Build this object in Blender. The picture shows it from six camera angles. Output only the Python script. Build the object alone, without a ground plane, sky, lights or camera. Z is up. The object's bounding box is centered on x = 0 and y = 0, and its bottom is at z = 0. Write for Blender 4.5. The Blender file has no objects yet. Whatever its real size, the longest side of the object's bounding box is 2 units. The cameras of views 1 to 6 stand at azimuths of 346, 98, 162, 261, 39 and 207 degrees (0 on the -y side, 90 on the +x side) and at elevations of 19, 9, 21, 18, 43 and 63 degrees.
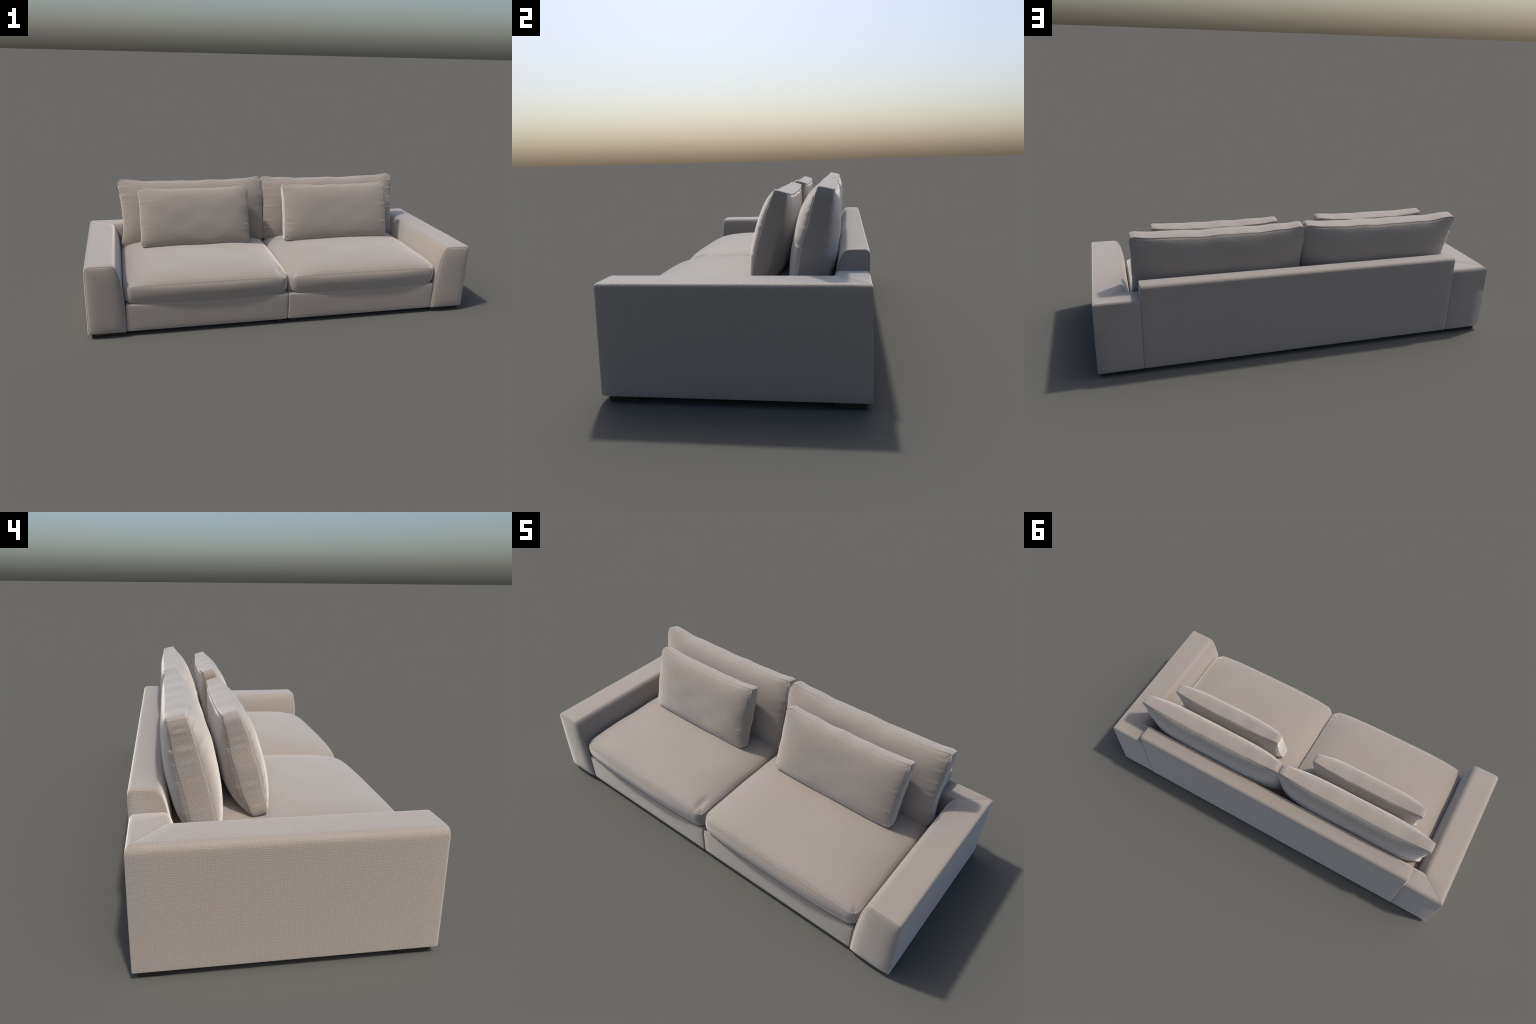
"""Two-seat upholstered sofa: L-shaped arms with rear corner blocks, low backrest,
box seat cushions, loose back cushions, two throw pillows, low dark block feet."""
import bpy
import bmesh
import math
import numpy as np
from mathutils import Vector, Euler

# ------------------------------------------------------------------ materials
FABRIC = (0.254, 0.221, 0.191)


def node(nt, kind, **inputs):
    n = nt.nodes.new(kind)
    for k, v in inputs.items():
        n.inputs[k].default_value = v
    return n


def fabric_material(name, tint=1.0, weave=0.0047, stretch=1.0, bump=0.45):
    """Coarse woven upholstery: rows of rounded stitches laid on whichever
    object-space plane the surface faces."""
    m = bpy.data.materials.new(name)
    m.use_nodes = True
    nt = m.node_tree
    nt.nodes.clear()
    L = nt.links.new
    out = nt.nodes.new("ShaderNodeOutputMaterial")
    bsdf = nt.nodes.new("ShaderNodeBsdfPrincipled")
    L(bsdf.outputs[0], out.inputs[0])
    tc = nt.nodes.new("ShaderNodeTexCoord")
    pos = nt.nodes.new("ShaderNodeSeparateXYZ")
    L(tc.outputs["Object"], pos.inputs[0])
    absn = nt.nodes.new("ShaderNodeVectorMath")
    absn.operation = "ABSOLUTE"
    L(tc.outputs["Normal"], absn.inputs[0])
    nrm = nt.nodes.new("ShaderNodeSeparateXYZ")
    L(absn.outputs[0], nrm.inputs[0])

    def plane(a, b):
        c = nt.nodes.new("ShaderNodeCombineXYZ")
        L(pos.outputs[a], c.inputs[0])
        L(pos.outputs[b], c.inputs[1])
        return c

    def math_node(op, a, b):
        n = nt.nodes.new("ShaderNodeMath")
        n.operation = op
        for i, s in enumerate((a, b)):
            if isinstance(s, (int, float)):
                n.inputs[i].default_value = s
            else:
                L(s, n.inputs[i])
        return n.outputs[0]

    def choose(fac, a, b):
        n = nt.nodes.new("ShaderNodeMix")
        n.data_type = "VECTOR"
        L(fac, n.inputs["Factor"])
        L(a, n.inputs[4])
        L(b, n.inputs[5])
        return n.outputs[1]

    front = plane(0, 2).outputs[0]
    side = plane(1, 2).outputs[0]
    top = plane(0, 1).outputs[0]
    is_side = math_node("GREATER_THAN", nrm.outputs[0], nrm.outputs[1])
    is_top = math_node("GREATER_THAN", nrm.outputs[2],
                       math_node("MAXIMUM", nrm.outputs[0], nrm.outputs[1]))
    flat = choose(is_top, choose(is_side, front, side), top)
    mapping = nt.nodes.new("ShaderNodeMapping")
    L(flat, mapping.inputs[0])
    mapping.inputs["Scale"].default_value = (1 / (weave * stretch), 1 / weave, 1)

    stitch = nt.nodes.new("ShaderNodeTexVoronoi")
    stitch.voronoi_dimensions = "2D"
    stitch.feature = "SMOOTH_F1"
    stitch.inputs["Scale"].default_value = 1.0
    stitch.inputs["Randomness"].default_value = 0.32
    stitch.inputs["Smoothness"].default_value = 0.25
    L(mapping.outputs[0], stitch.inputs["Vector"])
    height = nt.nodes.new("ShaderNodeMapRange")
    L(stitch.outputs["Distance"], height.inputs[0])
    height.interpolation_type = "SMOOTHSTEP"
    height.inputs[1].default_value = 0.05
    height.inputs[2].default_value = 0.52
    height.inputs[3].default_value = 1.0
    height.inputs[4].default_value = 0.0
    fibre = node(nt, "ShaderNodeTexNoise", Scale=900.0, Detail=2.0, Roughness=0.6)
    L(tc.outputs["Object"], fibre.inputs["Vector"])
    relief = math_node("ADD", height.outputs[0], math_node("MULTIPLY", fibre.outputs[0], 0.12))

    bmp = nt.nodes.new("ShaderNodeBump")
    bmp.inputs["Strength"].default_value = bump
    bmp.inputs["Distance"].default_value = 0.0012
    L(relief, bmp.inputs["Height"])
    L(bmp.outputs[0], bsdf.inputs["Normal"])

    # yarn tone: stitch crowns a touch paler than the gaps, faint cloudy dye
    cloud = node(nt, "ShaderNodeTexNoise", Scale=4.5, Detail=3.0, Roughness=0.55)
    L(tc.outputs["Object"], cloud.inputs["Vector"])
    ramp = nt.nodes.new("ShaderNodeValToRGB")
    c = [v * tint for v in FABRIC]
    ramp.color_ramp.elements[0].position = 0.0
    ramp.color_ramp.elements[0].color = (c[0] * 0.92, c[1] * 0.91, c[2] * 0.90, 1)
    ramp.color_ramp.elements[1].position = 1.0
    ramp.color_ramp.elements[1].color = (c[0] * 1.21, c[1] * 1.21, c[2] * 1.21, 1)
    L(height.outputs[0], ramp.inputs[0])
    mottle = nt.nodes.new("ShaderNodeMix")
    mottle.data_type = "RGBA"
    mottle.blend_type = "MULTIPLY"
    mottle.inputs["Factor"].default_value = 1.0
    mottle_ramp = nt.nodes.new("ShaderNodeValToRGB")
    mottle_ramp.color_ramp.elements[0].position = 0.35
    mottle_ramp.color_ramp.elements[0].color = (0.985, 0.99, 0.975, 1)
    mottle_ramp.color_ramp.elements[1].position = 0.65
    mottle_ramp.color_ramp.elements[1].color = (1.0, 0.985, 0.99, 1)
    L(cloud.outputs[0], mottle_ramp.inputs[0])
    L(ramp.outputs[0], mottle.inputs[6])
    L(mottle_ramp.outputs[0], mottle.inputs[7])
    L(mottle.outputs[2], bsdf.inputs["Base Color"])
    bsdf.inputs["Roughness"].default_value = 0.68
    bsdf.inputs["Specular IOR Level"].default_value = 0.36
    bsdf.inputs["Sheen Weight"].default_value = 0.95
    bsdf.inputs["Sheen Roughness"].default_value = 0.5
    bsdf.inputs["Sheen Tint"].default_value = (1.0, 0.955, 0.895, 1)
    return m


def foot_material():
    m = bpy.data.materials.new("dark_stained_wood")
    m.use_nodes = True
    nt = m.node_tree
    bsdf = nt.nodes["Principled BSDF"]
    tc = nt.nodes.new("ShaderNodeTexCoord")
    mp = nt.nodes.new("ShaderNodeMapping")
    mp.inputs["Scale"].default_value = (8, 60, 60)
    nt.links.new(tc.outputs["Object"], mp.inputs[0])
    n = node(nt, "ShaderNodeTexNoise", Scale=3.0, Detail=3.0)
    nt.links.new(mp.outputs[0], n.inputs["Vector"])
    r = nt.nodes.new("ShaderNodeValToRGB")
    r.color_ramp.elements[0].color = (0.012, 0.010, 0.008, 1)
    r.color_ramp.elements[1].color = (0.024, 0.019, 0.014, 1)
    nt.links.new(n.outputs[0], r.inputs[0])
    nt.links.new(r.outputs[0], bsdf.inputs["Base Color"])
    bsdf.inputs["Roughness"].default_value = 0.5
    return m


MAT_FRAME = fabric_material("frame_fabric")
MAT_CUSHION = fabric_material("cushion_fabric")
MAT_FOOT = foot_material()

# ------------------------------------------------------------------ mesh helpers


def make_object(name, verts, faces, mat, parent=None, smooth=True, angle=None):
    me = bpy.data.meshes.new(name)
    me.from_pydata([tuple(map(float, v)) for v in verts], [], faces)
    me.validate()
    me.materials.append(mat)
    if smooth:
        me.shade_smooth()
        if angle:
            me.set_sharp_from_angle(angle=math.radians(angle))
    ob = bpy.data.objects.new(name, me)
    bpy.context.scene.collection.objects.link(ob)
    if parent:
        ob.parent = parent
    return ob


def resample(points, spacing):
    """Even points along a closed-off polyline given as dense control points."""
    p = np.array(points, float)
    out = []
    for a, b in zip(p[:-1], p[1:]):
        n = max(1, int(np.ceil(np.linalg.norm(b - a) / spacing)))
        for i in range(n):
            out.append(a + (b - a) * i / n)
    out.append(p[-1])
    return np.array(out)


def catmull(ctrl, n=8):
    c = np.array(ctrl, float)
    c = np.vstack([2 * c[0] - c[1], c, 2 * c[-1] - c[-2]])
    out = []
    for i in range(1, len(c) - 2):
        for k in range(n):
            t = k / n
            out.append(0.5 * (2 * c[i] + (c[i + 1] - c[i - 1]) * t
                              + (2 * c[i - 1] - 5 * c[i] + 4 * c[i + 1] - c[i + 2]) * t ** 2
                              + (3 * c[i] - c[i - 1] - 3 * c[i + 1] + c[i + 2]) * t ** 3))
    out.append(c[-2])
    return np.array(out)


def arc(cx, cz, r, a0, a1, n=6):
    return [(cx + r * math.cos(math.radians(a0 + (a1 - a0) * i / n)),
             cz + r * math.sin(math.radians(a0 + (a1 - a0) * i / n))) for i in range(n + 1)]


def flared_profile(z_bottom, z_top, crown, inner, radius):
    """Closed cross-section (d, z): d is depth from the outer face.  Straight
    outer wall, rounded outer top edge, flat top, then a flared inner curve."""
    rb = 0.005
    pts = arc(rb, z_bottom + rb, rb, 270, 180, 4)                       # outer bottom
    pts += [(0.0, z_bottom + 0.06), (0.0, (z_bottom + z_top) / 2), (0.001, z_top - radius - 0.03)]
    pts += [(x + 0.001, z) for x, z in arc(radius, z_top - radius, radius, 180, 90, 7)]
    pts += [tuple(p) for p in catmull([(crown, z_top)] + inner, 7)]      # flat top + flare
    d_end = inner[-1][0]
    pts += arc(d_end - rb, z_bottom + rb, rb, 0, -90, 4)
    pts = [np.array(p) for p in pts]
    dense = [pts[0]]
    for p in pts[1:]:
        step = np.linalg.norm(p - dense[-1])
        if step > 1e-6:
            dense.append(p)
    dense.append(dense[0])
    return resample(dense, 0.02)[:-1]


def inset_profile(p, amount):
    """Offset of a closed profile towards its inside."""
    q = np.roll(p, -1, 0) - np.roll(p, 1, 0)
    n = np.stack([q[:, 1], -q[:, 0]], 1)
    n /= np.linalg.norm(n, axis=1)[:, None] + 1e-12
    return p + n * amount


def bridge(rings, closed=True):
    """Quad strips between equal-length rings."""
    n = len(rings[0])
    faces = []
    for i in range(len(rings) - 1):
        for j in range(n if closed else n - 1):
            k = (j + 1) % n
            faces.append((i * n + j, i * n + k, (i + 1) * n + k, (i + 1) * n + j))
    return faces


def flip(faces):
    return [tuple(reversed(f)) for f in faces]


# ------------------------------------------------------------------ the frame
X_OUT, Y_BACK, Y_FRONT = 1.0, 0.413, -0.396
Z_BOT, Z_ARM, Z_BACKREST = 0.0215, 0.370, 0.437
X_BACK_END = 0.795

def arm_profile(edge_radius):
    return flared_profile(Z_BOT, Z_ARM, 0.110,
                     [(0.130, 0.3685), (0.144, 0.357), (0.155, 0.334), (0.165, 0.293),
                      (0.174, 0.225), (0.180, 0.160), (0.183, 0.090), (0.184, 0.032)], edge_radius)

REAR_SCALE = 0.765     # the rear block is slimmer than the arm

BACKREST = flared_profile(Z_BOT, Z_BACKREST, 0.052,
                          [(0.070, 0.4355), (0.084, 0.426), (0.095, 0.405), (0.104, 0.372),
                           (0.113, 0.320), (0.122, 0.250), (0.128, 0.160), (0.131, 0.032)], 0.018)


def sweep(name, profile, place, stations, mat, parent, cap0=True, cap1=True, mirrored=False):
    """place(d, z, s) -> xyz ; stations: list of (s, inset)."""
    rings = [[place(d, z, s) for d, z in inset_profile(profile, e)] for s, e in stations]
    verts = [p for r in rings for p in r]
    faces = bridge(rings)
    n = len(profile)
    if cap0:
        faces.append(tuple(reversed(range(n))))
    if cap1:
        faces.append(tuple(range((len(rings) - 1) * n, len(rings) * n)))
    if mirrored:
        faces = flip(faces)
    return make_object(name, verts, faces, mat, parent, angle=50)


def seam_ends(a, b, n, r=0.0018, d0=True, d1=True):
    """Stations from a to b with a small rounded-over seam at the chosen ends."""
    core = [(a + (b - a) * i / n, 0.0) for i in range(1, n)]
    L = abs(b - a)
    e = r / L
    def end(t0, sgn):
        return [(a + (b - a) * (t0 + sgn * e * k), v * r) for k, v in
                ((0.0, 1.0), (0.15, 0.55), (0.5, 0.18), (1.0, 0.0))]
    head = end(0.0, 1) if d0 else [(a, 0.0)]
    tail = list(reversed(end(1.0, -1))) if d1 else [(b, 0.0)]
    return head + core + tail


def build_arm(sgn, parent):
    mirrored = sgn < 0
    ARM = arm_profile(0.013 if sgn > 0 else 0.024)   # one arm's outer edge is softer

    # long arm, from the front to the mitre with the rear block
    def place_arm(d, z, s):
        y_end = Y_BACK - d * REAR_SCALE
        y = Y_FRONT + (y_end - Y_FRONT) * s
        return (sgn * (X_OUT - d), y, z)
    length = Y_BACK - Y_FRONT
    st = seam_ends(0.0, 1.0, 14, 0.0022 / length)
    st = [(s, e * length) for s, e in st]
    # softly rounded front edge before the front panel's seam
    front = [(-0.0034 / length, 0.0046), (-0.0026 / length, 0.0026), (0.0, 0.0010), (0.006 / length, 0.0)]
    st = front + [t for t in st if t[0] > 0.01]
    arm = sweep("arm", ARM, place_arm, st, MAT_FRAME, parent, mirrored=mirrored)

    # rear corner block, from the mitre to the end of the backrest
    def place_rear(d, z, s):
        x_start = X_OUT - d
        x = x_start + (X_BACK_END - x_start) * s
        return (sgn * x, Y_BACK - d * REAR_SCALE, z)
    st2 = [(0.0, 0.002), (0.004, 0.001), (0.012, 0.0), (0.3, 0), (0.6, 0), (0.985, 0.0), (0.996, 0.0008), (1.0, 0.002)]
    sweep("rear_corner_block", ARM, place_rear, st2, MAT_FRAME, arm, mirrored=mirrored)

    # padded front panel, sewn in just inside the arm's front edge: rows of
    # vertices between the outer and the inner flank of the inset profile
    edge = inset_profile(ARM, 0.0066)
    top = int(np.argmax(edge[:, 1]))
    z_lo, z_hi = edge[:, 1].min(), edge[:, 1].max()
    outer = edge[:top + 1]
    inner = edge[top:]
    inner = inner[:int(np.argmin(inner[:, 1])) + 1]
    while inner[1, 1] > z_hi - 1e-4:                 # start the inner flank at the end of the flat top
        inner = inner[1:]
    rows = z_lo + (z_hi - z_lo) * (graded(60, 0.25) + 1) / 2
    cols = (graded(36, 0.25) + 1) / 2
    front, skirt = [], []
    for z in rows:
        d0 = np.interp(z, outer[:, 1], outer[:, 0])
        d1 = np.interp(-z, -inner[:, 1], inner[:, 0])
        for c in cols:
            b = (z - z_lo) / (z_hi - z_lo)
            pad = (max(1 - abs(2 * c - 1) ** 3, 0) * max(1 - b ** 8, 0)) ** 0.7 * (1 - 0.6 * (1 - b) ** 14)
            near = min(c * (d1 - d0), (1 - c) * (d1 - d0), z_hi - z, z - z_lo)
            lip = 0.0018 * min(1.0, near / 0.003) ** 0.5
            front.append((sgn * (X_OUT - d0 - (d1 - d0) * c), Y_FRONT - 0.0022 - lip - 0.0115 * pad * min(1, near / 0.0015 + (b > 0.1)), z))
    nr, nc = len(rows), len(cols)
    faces = [(i * nc + k, i * nc + k + 1, (i + 1) * nc + k + 1, (i + 1) * nc + k) for i in range(nr - 1) for k in range(nc - 1)]
    border = [k for k in range(nc)] + [i * nc + nc - 1 for i in range(1, nr)] \
        + [(nr - 1) * nc + k for k in range(nc - 2, -1, -1)] + [i * nc for i in range(nr - 2, 0, -1)]
    base = len(front)
    skirt = [(front[q][0], Y_FRONT + 0.005, front[q][2]) for q in border]
    m = len(border)
    faces += [(border[q], base + q, base + (q + 1) % m, border[(q + 1) % m]) for q in range(m)]
    if sgn > 0:
        faces = flip(faces)
    make_object("arm_front_panel", front + skirt, faces, MAT_FRAME, arm, angle=50)
    return arm


def build_backrest(parent):
    def place(d, z, s):
        x = X_BACK_END * s
        return (x, Y_BACK + 0.0008 - d, z)
    st = [(-1.0, 0.006), (-0.9985, 0.0025), (-0.996, 0.0007), (-0.992, 0.0)]
    st += [(-0.95 + 0.1 * i, 0.0) for i in range(20)]
    st += [(0.992, 0.0), (0.996, 0.0007), (0.9985, 0.0025), (1.0, 0.006)]
    return sweep("backrest", BACKREST, place, st, MAT_FRAME, parent)


def rounded_box(name, lo, hi, r, mat, parent, n=(24, 10, 10), puff=0.0):
    """Box with rounded edges; puff swells the -y face (upholstered panel)."""
    lo, hi = np.array(lo, float), np.array(hi, float)

    def ticks(a, b, k):
        inner = np.linspace(a + r, b - r, k)
        e = r * (1 - np.cos(np.linspace(0, math.pi / 2, 6)))[:-1]
        e = r * np.linspace(0, 1, 6)[:-1]
        return np.concatenate([a + e, inner, b - e[::-1]])
    T = [ticks(lo[i], hi[i], n[i]) for i in range(3)]
    verts, faces = [], []

    def add_face(ax, side):
        a, b = [i for i in range(3) if i != ax]
        base = len(verts)
        for u in T[a]:
            for v in T[b]:
                p = np.zeros(3)
                p[ax] = hi[ax] if side else lo[ax]
                p[a], p[b] = u, v
                c = np.clip(p, lo + r, hi - r)
                d = p - c
                dn = np.linalg.norm(d)
                if dn > 1e-9:
                    p = c + d / dn * r
                if puff and ax == 1 and not side:
                    fu = (u - lo[a]) / (hi[a] - lo[a]) * 2 - 1
                    fv = (v - lo[b]) / (hi[b] - lo[b]) * 2 - 1
                    p[1] -= puff * (1 - fu ** 8) * (1 - fv ** 4)
                verts.append(p)
        na, nb = len(T[a]), len(T[b])
        fl = (side == 1) == (ax in (0, 2))
        for i in range(na - 1):
            for j in range(nb - 1):
                f = (base + i * nb + j, base + (i + 1) * nb + j, base + (i + 1) * nb + j + 1, base + i * nb + j + 1)
                faces.append(f if fl else tuple(reversed(f)))
    for ax in range(3):
        for s in (0, 1):
            add_face(ax, s)
    # weld coincident borders
    key, remap, uniq = {}, [], []
    for p in verts:
        k = tuple(np.round(p, 6))
        if k not in key:
            key[k] = len(uniq)
            uniq.append(p)
        remap.append(key[k])
    faces = [tuple(remap[i] for i in f) for f in faces]
    faces = [f for f in faces if len(set(f)) == 4]
    return make_object(name, uniq, faces, mat, parent)


# ------------------------------------------------------------------ cushions


class Waves:
    """Seeded smooth 1-D / 2-D wobble built from a few sines."""

    def __init__(self, seed):
        self.r = np.random.RandomState(seed)

    def line(self, lo, hi, n=5):
        f = self.r.uniform(lo, hi, n)
        ph = self.r.uniform(0, 2 * math.pi, n)
        am = self.r.uniform(0.4, 1.0, n)
        am /= am.sum()
        return lambda t: sum(a * np.sin(w * t + p) for a, w, p in zip(am, f, ph))

    def field(self, lo, hi, n=7):
        kx = self.r.uniform(lo, hi, n) * self.r.choice([-1, 1], n)
        ky = self.r.uniform(lo, hi, n)
        ph = self.r.uniform(0, 2 * math.pi, n)
        am = 1.0 / np.sqrt(kx ** 2 + ky ** 2)
        am /= am.sum()
        return lambda x, y: sum(a * np.sin(i * x + j * y + p) for a, i, j, p in zip(am, kx, ky, ph))

    def puckers(self, count, width):
        """Short gathers along a seam: narrow bumps at random places."""
        c = np.linspace(-0.85, 0.85, count) + self.r.uniform(-0.5, 0.5, count) * 1.7 / count
        w = width * self.r.uniform(0.6, 1.5, count)
        a = 0.1 + 0.9 * self.r.uniform(0.0, 1.0, count) ** 1.6
        return lambda t: sum(k * (np.exp(-((t - m) / s) ** 2) - 0.6 * np.exp(-((t - m - 1.6 * s) / s) ** 2))
                             for k, m, s in zip(a, c, w))


def graded(n, dense=0.12):
    """Grid lines over [-1, 1], closer together towards both ends."""
    t = np.linspace(-1, 1, n)
    return np.sin(t * math.pi / 2) * (1 - dense) + t * dense


def build_cushion(name, w, h, gusset, seed, shape, parent=None):
    """Box cushion in its own frame: x width, z height (0..h), y depth with the
    face panel towards -y and the gusset (boxing strip) centred on y = 0."""
    S = dict(front=0.05, back=0.05, round=0.02, pu=5.0, pv=2.6, power=0.62, pull_x=(0.0, 0.0), pull_top=0.0,
             pull_bottom=0.0, gusset_bulge=0.0, wobble=0.003, lump=0.003, pucker=0.003, seam=0.0012,
             seam_drop=0.0, corner_lift=0.0, nu=130, nv=90, ng=11, dents=(), base_bulge=0.0, 
             pucker_len=0.035, taper=0.0, base_share=1.0, swell=0.0, bulge_skew=0.0, base_sag=0.0, sink=0.0, tuck=0.0)
    S.update(shape)
    W = Waves(seed)
    U, V = graded(S["nu"]), graded(S["nv"])
    lump_f, lump_b = W.field(1.5, 5.0), W.field(1.5, 5.0)
    side_wob = [W.line(3, 9) for _ in range(4)]
    seam_wob = [W.line(4, 11), W.line(4, 11), W.line(2, 5), W.line(2, 5)]
    puck = [W.puckers(7, 0.04), W.puckers(8, 0.035), W.puckers(13, 0.02), W.puckers(13, 0.02)]
    r = S["round"]

    def outline(u, v, which):
        """Plan position (x, z) of parameter (u, v), with rounded corners,
        pulled-in sides and small irregularities."""
        x, z = u * w / 2, v * h / 2
        cx, cz = np.clip(x, -w / 2 + r, w / 2 - r), np.clip(z, -h / 2 + r, h / 2 - r)
        a, b = x - cx, z - cz
        m = np.maximum(np.abs(a), np.abs(b))
        k = np.where(m > 1e-9, m / np.maximum(np.hypot(a, b), 1e-9), 1.0)
        x, z = cx + a * k, cz + b * k
        eu, ev = np.clip(np.abs(u), 0, 1) ** 4, np.clip(np.abs(v), 0, 1) ** 4
        arch_v, arch_u = 1 - np.abs(v) ** 2.4, 1 - np.abs(u) ** 3.0
        low = np.clip((1 - v) / 2, 0, 1)
        pull = np.where(u > 0, S["pull_x"][1], S["pull_x"][0])
        x = x - np.sign(u) * eu * pull * np.clip(arch_v + 0.15 * low, 0, 1.25)
        x = x + eu * S["wobble"] * np.where(u > 0, side_wob[0](v), side_wob[1](v)) * (1 - 0.5 * ev)
        z = z - np.where(v > 0, S["pull_top"], -S["pull_bottom"] * (1.0 if which < 0 else S["base_share"])) * ev * arch_u
        z = z + ev * S["wobble"] * np.where(v > 0, side_wob[2](u * w / h), 0.4 * side_wob[3](u * w / h)) * (1 - 0.5 * eu)
        z = z + ev * eu * S["corner_lift"] * (v > 0)
        if which > 0:
            z = z + S["tuck"] * ev * (v < 0)
        x = x * (1 - S["taper"] * v)
        return x, z

    def seam_shift(u, v):
        """Front/back wander of the two seams (keeps the gusset's width lively)."""
        on_side = np.abs(u) >= np.abs(v)
        t = np.where(on_side, v, u * w / h)
        k = np.where(on_side, np.where(u > 0, seam_wob[0](t), seam_wob[1](t)),
                     np.where(v > 0, seam_wob[2](t), seam_wob[3](t)))
        corner = (np.abs(u) * np.abs(v)) ** 4
        return k * (1 - corner) * np.where(on_side, 1.3, 0.55) * S["wobble"]

    def panel(u, v, which):
        x, z = outline(u, v, which)
        au, av = np.abs(u), np.abs(v)
        amount = S["front"] if which < 0 else S["back"]
        B = (np.clip(1 - au ** S["pu"], 0, 1) * np.clip(1 - av ** S["pv"], 0, 1)) ** S["power"]
        if which > 0:
            B = B * (1 - S["sink"] * v)      # filling settles towards the lower back
        # distance to the nearest seam, in metres
        dx, dz = (1 - au) * w / 2, (1 - av) * h / 2
        d = np.minimum(dx, dz)
        lump = (lump_f if which < 0 else lump_b)(u * 2.2, v * 2.2)
        swell = S["swell"] * ((1 - au ** 2.5) * av ** 2 + (1 - av ** 2.5) * au ** 2)
        y = gusset / 2 + swell + amount * B + S["lump"] * lump * B
        # gathers run inwards from the seams, strongest on the short sides
        gx = np.where(u > 0, puck[0](v), puck[1](v)) * np.exp(-(dx / S["pucker_len"]) ** 1.3) * (1 - np.exp(-(dx / 0.006)))
        gz = np.where(v > 0, puck[2](u), puck[3](u)) * np.exp(-(dz / S["pucker_len"]) ** 1.3) * (1 - np.exp(-(dz / 0.006)))
        y = y + S["pucker"] * (gx * (1 - av ** 6) + 0.08 * gz * (1 - au ** 10))
        # stitched seam: tiny raised lip then a shallow valley
        y = y + S["seam"] * (np.exp(-(d / 0.0022) ** 2) - 1.1 * np.exp(-((d - 0.0055) / 0.003) ** 2))
        if which < 0:
            for du, dv, su, sv, depth in S["dents"]:
                y = y - depth * np.exp(-((u - du) / su) ** 2 - ((v - dv) / sv) ** 2)
            y = y - S["seam_drop"] * (au ** 8 * av ** 8)
        else:                       # lower edge: hangs in the middle, lifts at the corners
            y = y + S["base_sag"] * ((1 - au ** 2) * av ** 6 * (v < 0) - 1.6 * au ** 8 * av ** 8)
        y = which * y + seam_shift(u, v) * np.maximum(au, av) ** 12
        return np.stack([x, y, z], -1)

    verts, faces = [], []
    nu, nv = len(U), len(V)
    uu, vv = np.meshgrid(U, V, indexing="ij")
    front = panel(uu, vv, -1)
    back = panel(uu, vv, +1)
    verts += list(front.reshape(-1, 3)) + list(back.reshape(-1, 3))
    off = nu * nv
    for i in range(nu - 1):
        for j in range(nv - 1):
            a, b, c, d = i * nv + j, (i + 1) * nv + j, (i + 1) * nv + j + 1, i * nv + j + 1
            faces.append((a, b, c, d))
            faces.append((off + d, off + c, off + b, off + a))
    # boxing strip: ring of border vertices joined front to back
    ring = [(i, 0) for i in range(nu)] + [(nu - 1, j) for j in range(1, nv)] \
        + [(i, nv - 1) for i in range(nu - 2, -1, -1)] + [(0, j) for j in range(nv - 2, 0, -1)]
    idx_f = [i * nv + j for i, j in ring]
    P0, P1 = front.reshape(-1, 3)[idx_f], back.reshape(-1, 3)[idx_f]
    ru, rv = np.array([U[i] for i, _ in ring]), np.array([V[j] for _, j in ring])
    tang = np.roll(P0, -1, 0) - np.roll(P0, 1, 0)
    nrm = np.stack([tang[:, 2], np.zeros(len(ring)), -tang[:, 0]], 1)
    nrm /= np.linalg.norm(nrm, axis=1)[:, None] + 1e-12
    # smooth outward direction
    for _ in range(3):
        nrm = nrm + np.roll(nrm, 1, 0) + np.roll(nrm, -1, 0)
        nrm /= np.linalg.norm(nrm, axis=1)[:, None]
    on_side = np.abs(ru) >= np.abs(rv)
    gather = np.where(on_side, np.where(ru > 0, puck[0](rv), puck[1](rv)), 0.2 * np.where(rv > 0, puck[2](ru), puck[3](ru)))
    soften = 1 - (np.abs(ru) * np.abs(rv)) ** 10
    bottom_edge = np.clip(-rv, 0, 1) ** 8          # base_bulge: the -z side of the strip
    rings = [idx_f]
    n = len(ring)
    for k in range(1, S["ng"]):
        t = k / S["ng"]
        s = t * 2 - 1
        bell = (1 - s * s)
        lip = S["seam"] * (1 - 1.9 * np.exp(-((min(t, 1 - t) * gusset - 0.0045) / 0.003) ** 2)) * 0.6
        bulge = S["gusset_bulge"] * bell ** 0.7 + S["base_bulge"] * bottom_edge * np.clip(bell * (1 - S["bulge_skew"] * s), 0, 2) ** 0.7 * (1 - np.abs(ru) ** 3)
        disp = bulge + S["pucker"] * 0.6 * gather * bell * soften - abs(lip) * 0.5
        pts = P0 * (1 - t) + P1 * t + nrm * disp[:, None]
        start = len(verts)
        verts += list(pts)
        rings.append(list(range(start, start + n)))
    rings.append([off + i for i in idx_f])
    for a, b in zip(rings[:-1], rings[1:]):
        for j in range(n):
            k = (j + 1) % n
            faces.append((a[k], a[j], b[j], b[k]))
    verts = np.array(verts)
    verts[:, 2] += h / 2
    ob = make_object(name, verts, faces, MAT_CUSHION, parent)
    return ob


def lean(ob, x, y, z, tilt, yaw=0.0, roll=0.0):
    ob.location = (x, y, z)
    ob.rotation_euler = Euler((math.radians(-tilt), math.radians(roll), math.radians(yaw)), "XYZ")


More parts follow.
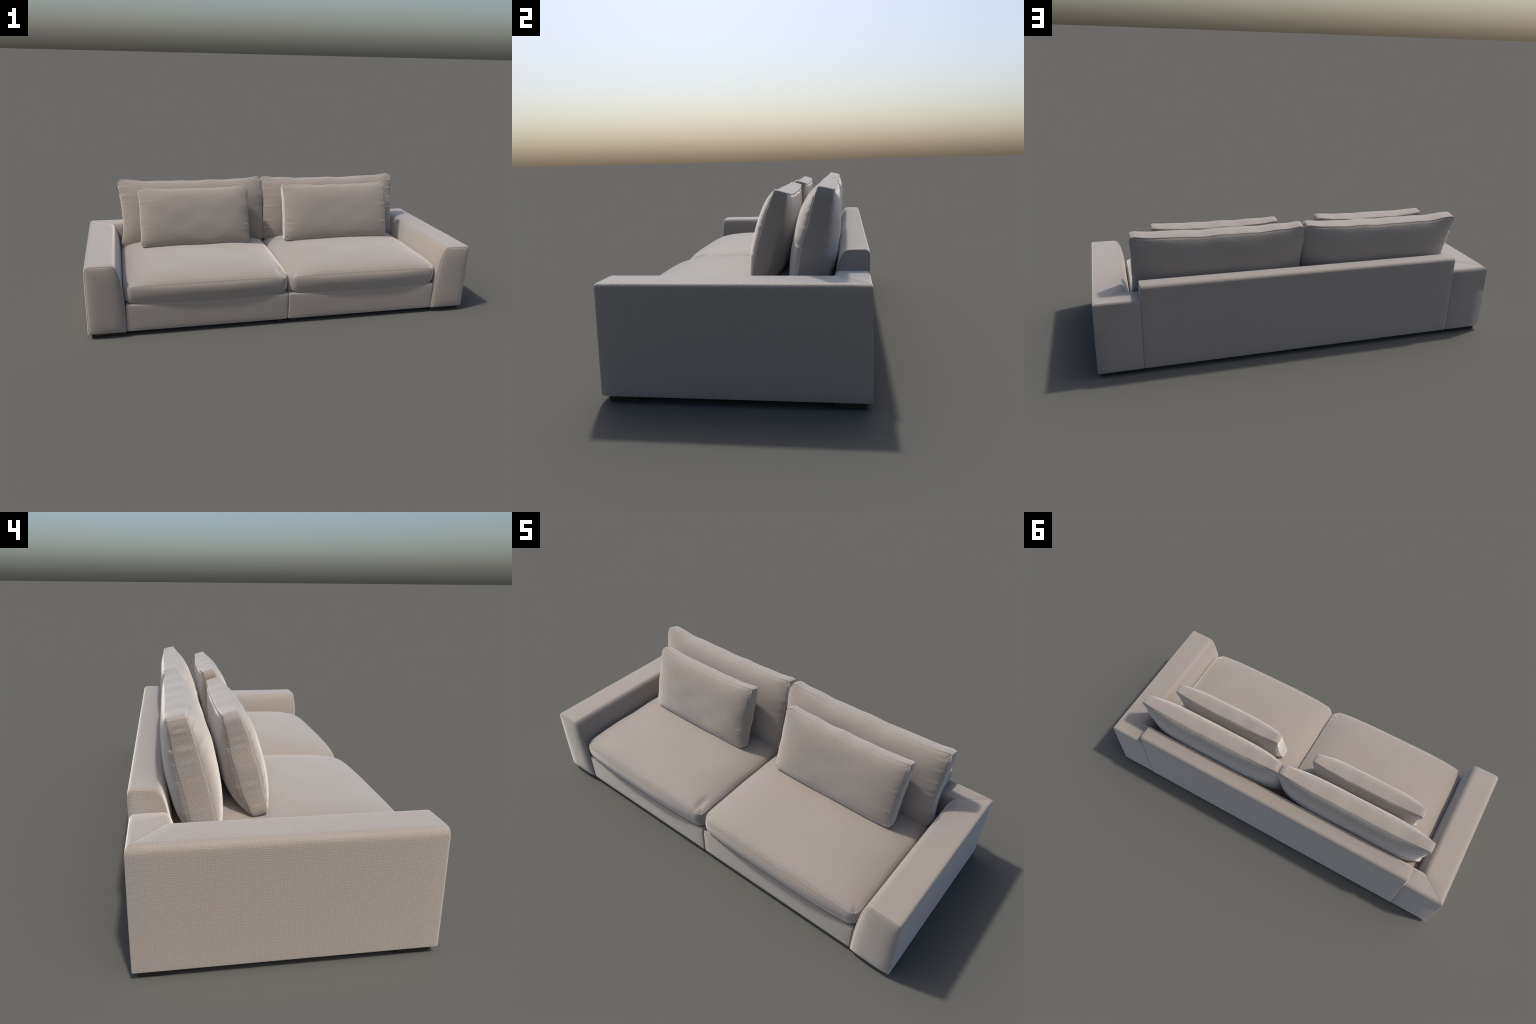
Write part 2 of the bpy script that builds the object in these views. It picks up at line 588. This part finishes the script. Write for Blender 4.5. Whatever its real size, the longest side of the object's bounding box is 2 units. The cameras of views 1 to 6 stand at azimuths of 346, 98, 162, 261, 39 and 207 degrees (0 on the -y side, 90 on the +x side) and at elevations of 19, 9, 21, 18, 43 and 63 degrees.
# ------------------------------------------------------------------ assemble
sofa = bpy.data.objects.new("sofa", None)
bpy.context.scene.collection.objects.link(sofa)
sofa["label"] = "wide beige fabric two-seat sofa with loose cushions and low arms"
sofa["category"] = "sofa"

for sgn in (1, -1):
    build_arm(sgn, sofa)
build_backrest(sofa)

# upholstered base under each seat
for sgn in (1, -1):
    x0, x1 = sorted((sgn * 0.0006, sgn * 0.8155))
    rounded_box("seat_base", (x0, -0.3955, Z_BOT), (x1, 0.300, 0.164), 0.0085, MAT_FRAME, sofa, (30, 16, 10), puff=0.004)

# seat cushions: built standing, then laid down (face panel up)
for sgn, seed in ((1, 11), (-1, 23)):
    shape = dict(front=0.060, back=0.0, round=0.040, pu=3.3, pv=3.6, power=0.55, gusset_bulge=0.005, base_bulge=0.012,
                 bulge_skew=0.25, pull_bottom=-0.013, base_share=0.0, tuck=0.005, base_sag=0.008, wobble=0.0015, lump=0.003,
                 pucker=0.0006, seam=0.0008, seam_drop=0.011, nu=150, nv=130, ng=16)
    if sgn < 0:
        shape["dents"] = ((0.90, -0.86, 0.035, 0.10, 0.007),)
    c = build_cushion("seat_cushion", 0.814, 0.700, 0.092, seed, shape, sofa)
    c.location = (sgn * 0.4115, -0.394, 0.2125)
    c.rotation_euler = Euler((math.radians(-90), 0, 0), "XYZ")

# back cushions lean on the backrest
for sgn, seed in ((1, 5), (-1, 8)):
    outer_pull = (0.001, 0.006) if sgn > 0 else (0.022, 0.001)
    c = build_cushion("back_cushion", 0.822 if sgn > 0 else 0.830, 0.375, 0.047, seed,
                      dict(front=0.055, back=0.056, sink=0.30, round=0.031, pu=4.0, pv=2.4, power=0.68, pull_x=outer_pull, swell=0.005,
                           gusset_bulge=0.002, pull_top=0.009, wobble=0.0045, lump=0.0032, pucker=0.0048, pucker_len=0.045,
                           corner_lift=0.009), sofa)
    lean(c, 0.4125 if sgn > 0 else -0.4155, 0.196, 0.262, 12.7)

# throw pillows
for (x, w, seed) in ((0.402, 0.630, 31), (-0.417, 0.608, 47)):
    c = build_cushion("throw_pillow", w, 0.317, 0.040, seed,
                      dict(front=0.046, back=0.047, sink=0.45, round=0.025, pu=4.0, pv=2.5, power=0.66, pull_x=(0.007, 0.007), swell=0.006,
                           gusset_bulge=0.002, pull_top=0.009, wobble=0.0032, lump=0.0022, pucker=0.0035, pucker_len=0.04,
                           corner_lift=0.006, nu=110, nv=80))
    lean(c, x, 0.043, 0.309, 16.0)
    c["label"] = "rectangular beige woven throw pillow with boxed edges"
    c["category"] = "pillow"

# feet
def feet():
    first = None
    for kind, wx, spots in (("foot", 0.166, [(sx * 0.900, y) for sx in (1, -1) for y in (-0.334, 0.350)]),
                            ("middle_foot", 0.033, [(sx * 0.0385, y) for sx in (1, -1) for y in (-0.334, 0.346)])):
        first = None
        for x, y in spots:
            if first is None:
                ob = rounded_box(kind, (-wx / 2, -0.047, 0), (wx / 2, 0.047, Z_BOT + 0.004), 0.0015, MAT_FOOT, sofa, (2, 2, 2))
                first = ob
            else:
                ob = first.copy()
                bpy.context.scene.collection.objects.link(ob)
                ob.parent = sofa
            ob.location = (x, y, 0)


feet()
